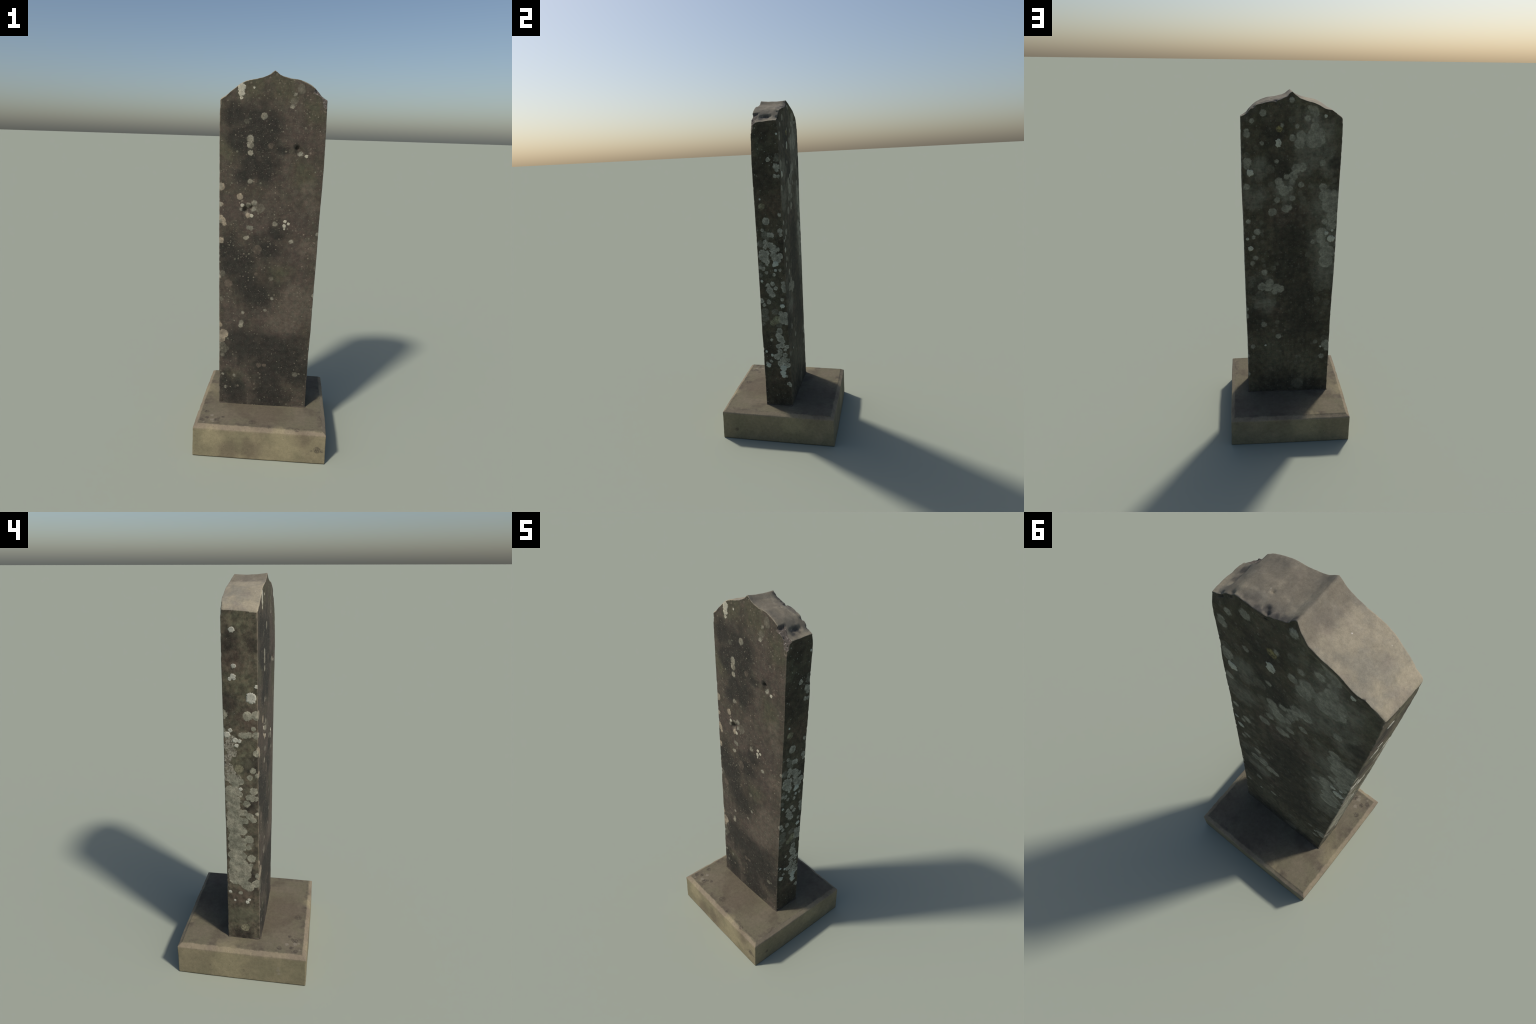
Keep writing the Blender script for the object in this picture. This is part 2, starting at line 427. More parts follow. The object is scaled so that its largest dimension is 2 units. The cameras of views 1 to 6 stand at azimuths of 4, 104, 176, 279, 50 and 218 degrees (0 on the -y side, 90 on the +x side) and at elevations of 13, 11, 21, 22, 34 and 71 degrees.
RIGHT_LICHEN = {
    "bright": [
        (0.058, 1.799, 0.006), (-0.054, 1.446, 0.006), (0.018, 1.072, 0.016), (0.006, 1.063, 0.009),
        (0.016, 1.033, 0.009), (-0.069, 0.968, 0.008), (0.046, 0.817, 0.013), (0.033, 0.425, 0.021),
        (0.031, 0.395, 0.018), (0.035, 0.375, 0.013), (-0.057, 0.44, 0.015), (-0.031, 0.506, 0.009),
        (-0.065, 0.528, 0.008),],
    "crust": [
        (0.004, 1.663, 0.011), (0.046, 1.624, 0.016), (0.057, 1.621, 0.013), (0.051, 1.605, 0.01),
        (0.039, 1.573, 0.01), (0.058, 1.57, 0.008), (0.054, 1.354, 0.009), (-0.026, 1.321, 0.02),
        (-0.05, 1.269, 0.008), (0.004, 1.24, 0.012), (-0.01, 1.242, 0.012), (0.052, 1.263, 0.013),
        (0.056, 1.241, 0.009), (-0.036, 1.198, 0.013), (-0.039, 1.171, 0.011), (-0.007, 1.18, 0.017),
        (0.014, 1.171, 0.013), (0.01, 1.153, 0.019), (0.037, 1.156, 0.009), (-0.057, 1.138, 0.018),
        (-0.03, 1.135, 0.014), (-0.062, 1.114, 0.018), (-0.044, 1.105, 0.023), (-0.03, 1.084, 0.013),
        (-0.034, 1.069, 0.008), (0.009, 1.123, 0.018), (0.02, 1.108, 0.022), (0.047, 1.118, 0.015),
        (0.034, 1.093, 0.015), (-0.074, 1.05, 0.01), (-0.056, 1.043, 0.011), (-0.039, 1.02, 0.008),
        (0.043, 1.034, 0.008), (0.006, 1.007, 0.008), (-0.006, 0.953, 0.012), (-0.034, 0.944, 0.01),
        (-0.026, 0.913, 0.018), (-0.015, 0.891, 0.016), (-0.003, 0.882, 0.01), (0.011, 0.926, 0.01),
        (0.058, 0.957, 0.01), (0.06, 0.933, 0.015), (0.062, 0.911, 0.012), (0.047, 0.856, 0.009),
        (-0.077, 0.849, 0.013), (-0.033, 0.843, 0.013), (-0.063, 0.822, 0.009), (0.034, 0.772, 0.013),
        (0.059, 0.763, 0.016), (0.046, 0.734, 0.026), (0.064, 0.716, 0.014), (0.022, 0.662, 0.016),
        (0.014, 0.633, 0.018), (0.027, 0.61, 0.02), (0.036, 0.6, 0.014), (0.011, 0.565, 0.014),
        (0.032, 0.571, 0.015), (0.019, 0.532, 0.014), (-0.002, 0.497, 0.018), (0.015, 0.512, 0.013),
        (0.05, 0.543, 0.008), (0.048, 0.509, 0.013), (0.062, 0.563, 0.011), (0.035, 0.474, 0.021),
        (0.063, 0.478, 0.009), (0.02, 0.454, 0.019), (0.062, 0.446, 0.016), (0.052, 0.374, 0.008),
        (0.064, 0.325, 0.012), (0.075, 0.313, 0.009), (-0.063, 0.452, 0.009), (-0.039, 0.468, 0.008),
        (-0.03, 0.603, 0.008),],
    "faint": [
        (0.053, 1.684, 0.012), (0.052, 1.663, 0.016), (-0.035, 1.242, 0.022), (-0.026, 1.224, 0.015),
        (-0.068, 1.19, 0.02), (-0.07, 1.069, 0.012), (-0.077, 1.004, 0.015), (-0.016, 0.881, 0.015),
        (-0.06, 0.781, 0.023), (-0.062, 0.745, 0.025), (-0.076, 0.704, 0.014), (0, 0.78, 0.019), (0.022, 0.7, 0.018),],
    "yellow": [
        (-0.046, 1.405, 0.018), (-0.06, 1.118, 0.006), (0.009, 0.733, 0.023), (-0.015, 0.713, 0.019),],
}
LEFT_LICHEN = {
    "bright": [
        (0.03, 1.785, 0.013), (0.023, 1.634, 0.011), (0.028, 1.589, 0.013), (0.042, 1.578, 0.009),
        (0.023, 1.58, 0.008), (-0.076, 1.547, 0.009), (-0.052, 1.496, 0.026), (0.045, 1.345, 0.01),
        (0.06, 1.323, 0.016), (0.023, 1.299, 0.013), (0.004, 1.296, 0.01), (0.017, 1.274, 0.01), (-0, 1.058, 0.009),
        (0.064, 0.471, 0.009), (0.04, 0.421, 0.007), (-0.034, 0.431, 0.009), (-0.025, 0.415, 0.01),],
    "crust": [
        (-0.035, 1.414, 0.02), (-0.075, 1.419, 0.02), (-0.062, 1.357, 0.008), (-0.007, 1.324, 0.012),
        (-0.025, 1.324, 0.014), (-0.04, 1.326, 0.013), (-0.075, 1.326, 0.015), (-0.077, 1.24, 0.015),
        (0.037, 1.106, 0.023), (0.001, 1.095, 0.014), (0.023, 1.08, 0.017), (0.05, 1.046, 0.025),
        (0.024, 1.044, 0.02), (0.002, 1.03, 0.012), (0.047, 1.007, 0.029), (0.021, 0.997, 0.019),
        (0.051, 0.966, 0.022), (0.025, 0.964, 0.021), (-0, 0.933, 0.016), (-0.015, 0.934, 0.015),
        (0.041, 0.914, 0.031), (-0.019, 0.889, 0.014), (0.008, 0.887, 0.021), (0.042, 0.864, 0.033),
        (-0.059, 1.154, 0.013), (-0.044, 1.119, 0.012), (-0.078, 1.129, 0.01), (-0.062, 1.05, 0.017),
        (-0.038, 1.017, 0.014), (-0.056, 1.014, 0.017), (-0.071, 1.011, 0.011), (-0.027, 0.982, 0.015),
        (-0.043, 0.916, 0.016), (-0.06, 0.897, 0.013), (-0.08, 0.931, 0.01), (0.029, 0.842, 0.037),
        (-0.005, 0.833, 0.021), (0.034, 0.787, 0.033), (-0.005, 0.773, 0.019), (0.034, 0.739, 0.033),
        (-0, 0.738, 0.022), (-0.037, 0.788, 0.02), (-0.035, 0.741, 0.012), (0.027, 0.687, 0.037),
        (-0.004, 0.69, 0.019), (0.047, 0.694, 0.021), (0.017, 0.634, 0.048), (-0.022, 0.62, 0.026),
        (0.033, 0.587, 0.038), (-0.01, 0.583, 0.035), (0.038, 0.55, 0.029), (0.002, 0.545, 0.029),
        (-0.022, 0.519, 0.025), (-0.037, 0.505, 0.02), (-0.069, 0.529, 0.019), (-0.048, 0.681, 0.02),
        (-0.046, 0.64, 0.01), (-0.079, 0.581, 0.012), (-0.077, 0.544, 0.013), (0.008, 0.47, 0.009),],
    "faint": [
        (-0.045, 0.763, 0.015),],
    "yellow": [
        (0.006, 1.162, 0.021), (-0.013, 0.251, 0.024),],
    "moss": [
        (-0.029, 1.187, 0.025), (0, 0.331, 0.056), (0.054, 0.315, 0.032), (-0.052, 0.328, 0.032),],
    "rough": [
        (0.044, 1.298, 0.023), (0.052, 1.265, 0.021), (0.038, 1.239, 0.021), (0.061, 1.208, 0.018),
        (0.058, 1.167, 0.02), (0.048, 1.136, 0.025), (0.012, 1.112, 0.016), (0.059, 1.116, 0.021),],
}


FACES = {"front": FRONT_LICHEN, "back": BACK_LICHEN, "right": RIGHT_LICHEN, "left": LEFT_LICHEN}


def on_face(face, along_face, z):
    """A point of the slab's face and the face's outward normal."""
    zz = min(z, 1.87)
    if face in ("front", "back"):
        x = along_face
        w = (x - along(EDGE_LEFT_FRONT, zz)) / (along(EDGE_RIGHT_FRONT, zz) - along(EDGE_LEFT_FRONT, zz))
        lines = (FRONT_LEFT_Y, FRONT_RIGHT_Y) if face == "front" else (BACK_LEFT_Y, BACK_RIGHT_Y)
        y = along(lines[0], zz) * (1 - w) + along(lines[1], zz) * w
        belly = max(0.0, 1 - (2 * w - 1) ** 2) ** 0.8
        y += -along(SWELL_FRONT, zz) * belly - 0.0008 if face == "front" else along(SWELL_BACK, zz) * belly + 0.0008
        return Vector((x, float(y), z)), Vector((0, -1 if face == "front" else 1, 0))
    y = along_face
    s = (y + 0.083) / 0.158
    lines = (EDGE_RIGHT_FRONT, EDGE_RIGHT_BACK) if face == "right" else (EDGE_LEFT_FRONT, EDGE_LEFT_BACK)
    x = along(lines[0], zz) * (1 - s) + along(lines[1], zz) * s
    x += -0.0010 + math.copysign(0.0010 + 0.0022 * max(0.0, 1 - (2 * s - 1) ** 2), x)
    return Vector((float(x), y, z)), Vector((1 if face == "right" else -1, 0, 0))


def growth(face, kind):
    """Patches of one kind that touch a face: its own, and those reaching round its edges."""
    found = []
    for other, table in FACES.items():
        for u, z, r in table.get(kind, []):
            p, _ = on_face(other, u, z)
            if other == face:
                found.append((*p, r))
            elif {other, face} not in ({"front", "back"}, {"left", "right"}):
                gap = {"front": p.y + 0.083, "back": 0.072 - p.y, "left": p.x + 0.26, "right": 0.26 - p.x}[face]
                if gap < r - 0.003:
                    found.append((*p, r))
    return found


# broad stains per face: kind -> (along, height, radius)
STAINS = {
    "front": {
        "black": [(-0.10, 1.745, 0.13), (-0.05, 1.66, 0.12), (-0.185, 1.78, 0.09), (-0.03, 1.53, 0.10), (-0.14, 1.66, 0.10), (-0.01, 1.73, 0.10), (-0.10, 1.57, 0.09), (0.127, 1.635, 0.022), (-0.15, 1.47, 0.07), (-0.21, 1.09, 0.11),  # the 0.022 spot paints the dark inside of the pocked hole
                  (-0.17, 1.00, 0.12), (-0.05, 0.86, 0.13), (-0.12, 0.54, 0.15), (0.12, 0.47, 0.17), (0.03, 0.40, 0.15), (-0.10, 0.93, 0.10), (0.02, 0.52, 0.12),
                  (-0.17, 0.27, 0.11), (0.03, 0.24, 0.14), (0.03, 1.20, 0.06), (-0.02, 1.10, 0.10), (0.20, 0.40, 0.10), (0.04, 1.62, 0.05)],
        "red": [(0.14, 1.69, 0.09), (0.20, 1.62, 0.07), (0.02, 1.49, 0.06), (-0.06, 1.25, 0.14), (-0.21, 1.31, 0.09), (0.10, 1.08, 0.12),
                (0.16, 0.93, 0.10), (0.06, 0.66, 0.14), (-0.17, 0.70, 0.09), (-0.20, 0.42, 0.07), (0.12, 1.25, 0.12), (0.13, 1.78, 0.07)],
        "pale": [(0.20, 1.42, 0.06), (0.21, 1.33, 0.06), (0.17, 0.78, 0.13), (0.10, 0.70, 0.10), (0.20, 0.86, 0.10), (0.21, 1.12, 0.06)],
        "green": [(-0.11, 1.93, 0.09), (-0.23, 1.62, 0.08), (0.17, 1.48, 0.09), (0.08, 0.97, 0.08), (0.05, 1.90, 0.10), (-0.17, 0.33, 0.07), (0.20, 1.80, 0.08)],
    },
    "right": {
        "black": [(-0.02, 1.80, 0.07), (-0.05, 1.58, 0.10), (0.03, 1.66, 0.08), (-0.06, 0.52, 0.12), (0.0, 0.27, 0.14), (0.05, 1.15, 0.08)],
        "red": [(0.02, 1.42, 0.10), (0.0, 0.33, 0.08)],
        "pale": [],
        "green": [(-0.02, 1.72, 0.09), (-0.03, 1.02, 0.10), (0.0, 0.86, 0.08)],
    },
    "left": {
        "black": [(0.06, 1.72, 0.07), (0.05, 1.45, 0.06), (-0.06, 1.18, 0.05), (-0.06, 0.98, 0.06), (-0.04, 0.56, 0.07), (0.0, 0.20, 0.07), (-0.06, 1.72, 0.04)],
        "red": [(0.03, 1.66, 0.07), (0.0, 0.45, 0.09), (-0.05, 1.40, 0.07)],
        "pale": [],
        "green": [(-0.02, 1.55, 0.10), (-0.02, 1.20, 0.09), (0.0, 1.82, 0.07), (0.0, 0.34, 0.10)],
    },
    "back": {
        "black": [(0.0, 1.20, 0.15), (0.0, 1.05, 0.14), (-0.06, 0.85, 0.15), (-0.09, 0.66, 0.16), (0.07, 1.60, 0.10), (0.10, 1.78, 0.09),
                  (0.20, 0.70, 0.10), (0.05, 0.22, 0.15), (-0.15, 0.22, 0.10), (0.17, 0.90, 0.08), (-0.23, 1.62, 0.06)],
        "red": [(0.05, 1.32, 0.10), (-0.04, 1.34, 0.10), (0.08, 0.75, 0.08)],
        "pale": [(-0.20, 1.20, 0.12), (-0.21, 1.02, 0.12), (-0.12, 1.74, 0.12), (-0.11, 1.84, 0.09), (-0.13, 1.80, 0.10), (-0.20, 1.40, 0.12), (-0.06, 1.62, 0.09), (0.03, 1.49, 0.08), (0.20, 1.45, 0.09), (-0.20, 1.62, 0.08), (0.14, 0.92, 0.09), (0.15, 0.80, 0.09), (0.19, 1.60, 0.07)],
        "green": [(-0.19, 1.80, 0.12), (-0.06, 1.88, 0.10), (-0.12, 0.35, 0.13), (0.10, 0.45, 0.12)],
    },
}

# colours (linear) --------------------------------------------------
TONES = {
    "front": dict(ground=(0.055, 0.0475, 0.036), ground_alt=(0.067, 0.056, 0.045), black=(0.0215, 0.0205, 0.0175), red=(0.061, 0.049, 0.041),
                  pale=(0.095, 0.080, 0.063), green=(0.063, 0.061, 0.039), dot_a=(0.25, 0.205, 0.155), dot_b=(0.19, 0.19, 0.135),
                  dots=((32, 0.30, 0.20, 0.50, 1.3), (70, 0.36, 0.30, 0.70, 3.0), (140, 0.38, 0.30, 0.60, 7.7), (260, 0.42, 0.22, 0.40, 5.1)),
                  moss=(0.07, 0.075, 0.05), faint=((0.15, 0.14, 0.105), (0.18, 0.17, 0.13)), rusty=((0.13, 0.10, 0.078), (0.15, 0.12, 0.09)),
                  tan=((0.28, 0.235, 0.17), (0.22, 0.185, 0.14)), crust=((0.235, 0.215, 0.165), (0.19, 0.183, 0.145)),
                  rough=(0.3, 0.28, 0.24), yellow=(0.25, 0.22, 0.12), bright=((0.42, 0.385, 0.295), (0.33, 0.315, 0.255)),
                  faint_strength=0.75, hollow=0.3, edge=0.0028, cover=0.88,
                  seams=0.25, gaps=0.5, spread=0.0005, blotchy=0.40, worn=0.55, grainy=0.5),
    "back": dict(ground=(0.062, 0.054, 0.035), ground_alt=(0.076, 0.067, 0.046), black=(0.040, 0.036, 0.026), red=(0.074, 0.058, 0.043),
                 pale=(0.142, 0.135, 0.104), green=(0.092, 0.086, 0.058), dot_a=(0.20, 0.195, 0.15), dot_b=(0.155, 0.15, 0.11),
                 dots=((24, 0.44, 0.30, 0.26, 1.3), (42, 0.42, 0.34, 0.30, 3.0), (80, 0.40, 0.34, 0.42, 7.7), (170, 0.40, 0.3, 0.45, 5.1)),
                 moss=(0.07, 0.075, 0.05), faint=((0.16, 0.155, 0.115), (0.14, 0.132, 0.098)), rusty=((0.10, 0.085, 0.065), (0.10, 0.085, 0.065)),
                 tan=((0.2, 0.19, 0.15), (0.2, 0.19, 0.15)), crust=((0.285, 0.275, 0.21), (0.215, 0.205, 0.158)),
                 rough=(0.3, 0.28, 0.24), yellow=(0.26, 0.22, 0.09), bright=((0.39, 0.385, 0.305), (0.33, 0.325, 0.26)),
                 faint_strength=0.75, hollow=0.2, edge=0.0042, cover=0.80,
                 seams=0.32, gaps=0.4, spread=0.0025, blotchy=0.5, worn=0.2, grainy=0.55),
    "left": dict(ground=(0.080, 0.070, 0.050), ground_alt=(0.100, 0.087, 0.062), black=(0.040, 0.034, 0.027), red=(0.082, 0.061, 0.048),
                 pale=(0.12, 0.1, 0.08), green=(0.100, 0.094, 0.062), dot_a=(0.36, 0.33, 0.28), dot_b=(0.28, 0.27, 0.22),
                 dots=((80, 0.34, 0.06, 0.8, 3.0), (170, 0.36, 0.14, 0.6, 7.7)),
                 moss=(0.105, 0.10, 0.068), faint=((0.19, 0.18, 0.14), (0.2, 0.19, 0.15)), rusty=((0.13, 0.10, 0.08), (0.13, 0.10, 0.08)),
                 tan=((0.3, 0.25, 0.19), (0.3, 0.25, 0.19)), crust=((0.315, 0.293, 0.225), (0.205, 0.200, 0.152)),
                 rough=((0.34, 0.31, 0.25), (0.27, 0.25, 0.2)), yellow=(0.22, 0.20, 0.13), bright=((0.46, 0.44, 0.365), (0.37, 0.355, 0.295)),
                 faint_strength=0.75, hollow=0.15, edge=0.0012,
                 seams=0.35, gaps=0.3, spread=0.0020, blotchy=0.75, worn=0.5, grainy=0.6),
    "right": dict(ground=(0.056, 0.050, 0.034), ground_alt=(0.070, 0.062, 0.043), black=(0.040, 0.035, 0.025), red=(0.076, 0.058, 0.041),
                  pale=(0.12, 0.1, 0.08), green=(0.064, 0.063, 0.043), dot_a=(0.29, 0.30, 0.25), dot_b=(0.24, 0.25, 0.21),
                  dots=((45, 0.36, 0.10, 0.7, 1.3), (80, 0.36, 0.22, 0.8, 3.0), (170, 0.36, 0.22, 0.7, 7.7)),
                  moss=(0.07, 0.075, 0.05), faint=((0.19, 0.195, 0.155), (0.16, 0.16, 0.13)), rusty=((0.13, 0.10, 0.08), (0.13, 0.10, 0.08)),
                  tan=((0.3, 0.25, 0.19), (0.3, 0.25, 0.19)), crust=((0.352, 0.352, 0.292), (0.262, 0.262, 0.215)),
                  rough=(0.3, 0.28, 0.24), yellow=((0.24, 0.24, 0.155), (0.20, 0.195, 0.125)), bright=((0.39, 0.415, 0.36), (0.33, 0.35, 0.30)),
                  faint_strength=0.9, hollow=0.5, edge=0.0014, cover=0.92,
                  seams=0.7, gaps=0.35, spread=0.0018, blotchy=0.55, worn=0.2, grainy=0.55),
}
STAIN_STRENGTH = {"green": 0.75, "red": 0.75, "pale": 0.75, "black": 0.95}
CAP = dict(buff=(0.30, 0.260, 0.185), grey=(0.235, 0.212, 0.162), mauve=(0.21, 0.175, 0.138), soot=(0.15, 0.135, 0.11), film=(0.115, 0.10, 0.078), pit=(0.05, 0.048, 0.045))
PLINTH = dict(top_a=(0.140, 0.124, 0.080), top_b=(0.155, 0.131, 0.090), top_dark=(0.092, 0.075, 0.053), side_a=(0.230, 0.194, 0.120), side_b=(0.192, 0.163, 0.101),
              side_green=(0.168, 0.150, 0.090), arris_a=(0.255, 0.208, 0.140), arris_b=(0.215, 0.173, 0.122), grime=(0.055, 0.045, 0.036),
              pale=(0.24, 0.21, 0.16), stain=(0.100, 0.077, 0.055), gold=(0.285, 0.243, 0.145))
MORTAR = ((0.045, 0.038, 0.030), (0.11, 0.09, 0.067))



def stone_material(face):
    g = Nodes("lichened_sandstone_" + face)
    c = TONES[face]
    fine = g.grain(420, 2, 0.6)
    mid = g.grain(70, 4, 0.6)
    slow = g.grain(9, 4, 0.6)
    drift = g.warped(0.10, 7)
    # bare stone: olive-brown ground, mottled
    col = g.mix(g.step(slow, 0.35, 0.65), c["ground"], c["ground_alt"])
    for kind in ("green", "red", "pale", "black"):
        places = [(*on_face(face, u, z)[0], r) for u, z, r in STAINS[face][kind]]
        if places:
            m = g.clouds(places, drift)
            m = g.math("MULTIPLY", m, g.step(mid, 0.15, 0.75, 0.8, 1.0))
            col = g.mix(g.math("MULTIPLY", m, STAIN_STRENGTH[kind]), col, c[kind])
    blotch = g.grain(34, 5, 0.68)
    col = g.mix(c["blotchy"], col, g.mix(g.step(blotch, 0.30, 0.70), (0.42, 0.42, 0.42), (1.58, 1.56, 1.50)), "MULTIPLY")
    col = g.mix(c["grainy"], col, g.mix(mid, (0.45, 0.45, 0.45), (1.55, 1.52, 1.48)), "MULTIPLY")
    col = g.mix(0.75, col, g.mix(fine, (0.5, 0.5, 0.5), (1.5, 1.5, 1.5)), "MULTIPLY")
    # hue wanders between olive and plum
    col = g.mix(0.5, col, g.mix(g.step(g.grain(48, 4, 0.65, at=g.vec("ADD", g.place, (3, 5, 2))), 0.35, 0.65), (1.10, 0.96, 0.94), (0.92, 1.03, 0.96)), "MULTIPLY")

    # faint upright wash marks and level tooling lines
    wash = g.grain(30, 3, 0.6, stretch=(1, 1, 0.10))
    tool = g.grain(60, 2, 0.5, stretch=(0.06, 0.06, 3.0))
    col = g.mix(0.45, col, g.mix(wash, (0.62, 0.62, 0.62), (1.38, 1.38, 1.38)), "MULTIPLY")
    col = g.mix(0.25, col, g.mix(tool, (0.6, 0.6, 0.6), (1.4, 1.4, 1.4)), "MULTIPLY")

    # worn, paler arrises: wherever the rounded edge turns away from the flat of the face
    geo = g.t.nodes.new("ShaderNodeNewGeometry")
    turn = g.math("ABSOLUTE", g.vec("DOT_PRODUCT", geo.outputs["Normal"], (0, 1, 0) if face in ("front", "back") else (1, 0, 0)))
    arris = g.math("MULTIPLY", g.step(turn, 0.985, 0.88), g.step(blotch, 0.30, 0.55, 0.25, 1.0))
    rim = g.t.nodes.new("ShaderNodeSeparateXYZ")
    g.put(rim.inputs[0], g.place)
    along_edge = g.math("MAXIMUM", g.step(g.math("ABSOLUTE", rim.outputs[0]), 0.225, 0.235), g.step(rim.outputs[2], 1.855, 1.87))
    col = g.mix(g.math("MULTIPLY", g.math("MULTIPLY", arris, along_edge), c["worn"]), col, (0.20, 0.165, 0.122))

    lobed = g.warped(0.0075, 190, g.warped(0.013, 75))
    ragged = g.math("MULTIPLY_ADD", g.grain(320, 2), 0.006, -0.003)
    mottle = g.grain(240, 3, 0.65)
    tint = g.grain(22, 2)
    holes = g.grain(110, 4, 0.7)
    clot = g.grain(95, 3, 0.7)
    patchy = g.grain(38, 4, 0.65, at=g.vec("ADD", g.place, (1, 9, 4)))
    rv = g.t.nodes.new("ShaderNodeTexVoronoi")
    rv.feature = "DISTANCE_TO_EDGE"
    g.put(rv.inputs["Vector"], g.warped(0.010, 90))
    rv.inputs["Scale"].default_value = 48
    rf = g.cells(48, g.warped(0.010, 90))
    rosette = g.math("MAXIMUM", g.step(rv.outputs["Distance"], 0.07, 0.0), g.math("MULTIPLY", g.step(rf.outputs["Distance"], 0.38, 0.05), 0.6))

    # scattered small dots nobody placed, thick in some areas and absent in others
    sep = g.t.nodes.new("ShaderNodeSeparateXYZ")
    g.put(sep.inputs[0], g.warped(0.006, 130))
    for scale, size, share, power, seed in c["dots"]:
        flat = g.t.nodes.new("ShaderNodeCombineXYZ")
        g.put(flat.inputs[0], g.math("ADD", sep.outputs[0 if face in ("front", "back") else 1], seed))
        g.put(flat.inputs[1], g.math("ADD", sep.outputs[2], seed * 0.3))
        v = g.cells(scale, flat.outputs[0], True)
        rnd = g.t.nodes.new("ShaderNodeSeparateColor")
        g.put(rnd.inputs[0], v.outputs["Color"])
        crowd = g.step(g.grain(5.0, 3, 0.6, at=g.vec("ADD", g.place, (seed, 0, seed))), 0.36, 0.62, share * 0.35, share)
        radius = g.math("MULTIPLY", g.step(rnd.outputs[0], g.math("SUBTRACT", 1.0, crowd), 1.12), size)
        soft = 0.05 + scale / 1500.0
        dot = g.step(g.math("SUBTRACT", radius, v.outputs["Distance"]), -soft, soft)
        dot = g.math("MULTIPLY", dot, g.step(rnd.outputs[1], 0.0, 1.0, power * 0.35, power))
        dot = g.math("MULTIPLY", dot, g.step(mottle, 0.25, 0.55, 0.55, 1.0))
        col = g.mix(dot, col, g.mix(rnd.outputs[2], c["dot_a"], c["dot_b"]))

    bump = g.math("MULTIPLY_ADD", mid, 0.6, g.math("MULTIPLY", fine, 0.3))
    order = ("moss", "faint", "rusty", "tan", "rough", "crust", "yellow")      # the bright ones are raised crusts, built below
    for kind in order:
        places = growth(face, kind)
        if not places:
            continue
        field = g.math("ADD", g.spots(places, lobed), ragged)
        if kind in ("crust", "rough"):
            field = g.math("ADD", field, c["spread"])
        blur = {"faint": 0.0035, "moss": 0.02, "rusty": 0.003, "tan": 0.0018}.get(kind, c.get("edge", 0.0012))
        m = g.step(field, -blur, blur)
        if kind == "rough":
            m = g.math("MULTIPLY", m, g.step(g.grain(150, 3, 0.7), 0.40, 0.60, 0.15, 1.0))
        if kind == "yellow":
            m = g.math("MULTIPLY", m, g.step(holes, 0.40, 0.56, 0.25, 0.95))
        if kind in ("faint", "moss", "rusty"):
            m = g.math("MULTIPLY", m, g.step(mid, 0.2, 0.8, 0.35, 0.9))
            m = g.math("MULTIPLY", m, c["faint_strength"])
        a, b = c[kind] if isinstance(c[kind][0], tuple) else (c[kind], c[kind])
        body = g.mix(g.step(tint, 0.35, 0.65), a, b)
        # the middle of an old patch is darker than its growing rim
        if kind in ("crust", "bright"):
            body = g.mix(g.step(field, 0.003, 0.013, 0.0, c["hollow"]), body, g.mix(0.5, a, c["ground"]))
        if kind in ("crust", "rough", "faint"):
            # rosettes grown into one another: darker seams between them and darker hearts
            body = g.mix(g.math("MULTIPLY", rosette, c["seams"]), body, g.mix(0.15, c["ground"], a))
            m = g.math("MULTIPLY", m, g.step(holes, 0.30, 0.40, c["gaps"], 1.0))
        body = g.mix(0.7, body, g.mix(g.step(patchy, 0.28, 0.72), (0.55, 0.55, 0.54), (1.45, 1.45, 1.45)), "MULTIPLY")
        body = g.mix(0.6, body, g.mix(clot, (0.45, 0.45, 0.45), (1.55, 1.55, 1.52)), "MULTIPLY")
        body = g.mix(0.75, body, g.mix(mottle, (0.55, 0.55, 0.55), (1.45, 1.45, 1.42)), "MULTIPLY")
        if kind != "bright":
            m = g.math("MULTIPLY", m, g.step(mottle, 0.25, 0.55, 0.55, c.get("cover", 0.97)))
        col = g.mix(m, col, body)
        if kind in ("crust", "bright", "rough", "tan"):
            bump = g.math("MULTIPLY_ADD", m, 0.5, bump)
    return g.finish(col, 0.92, bump, 0.0012, 0.5)


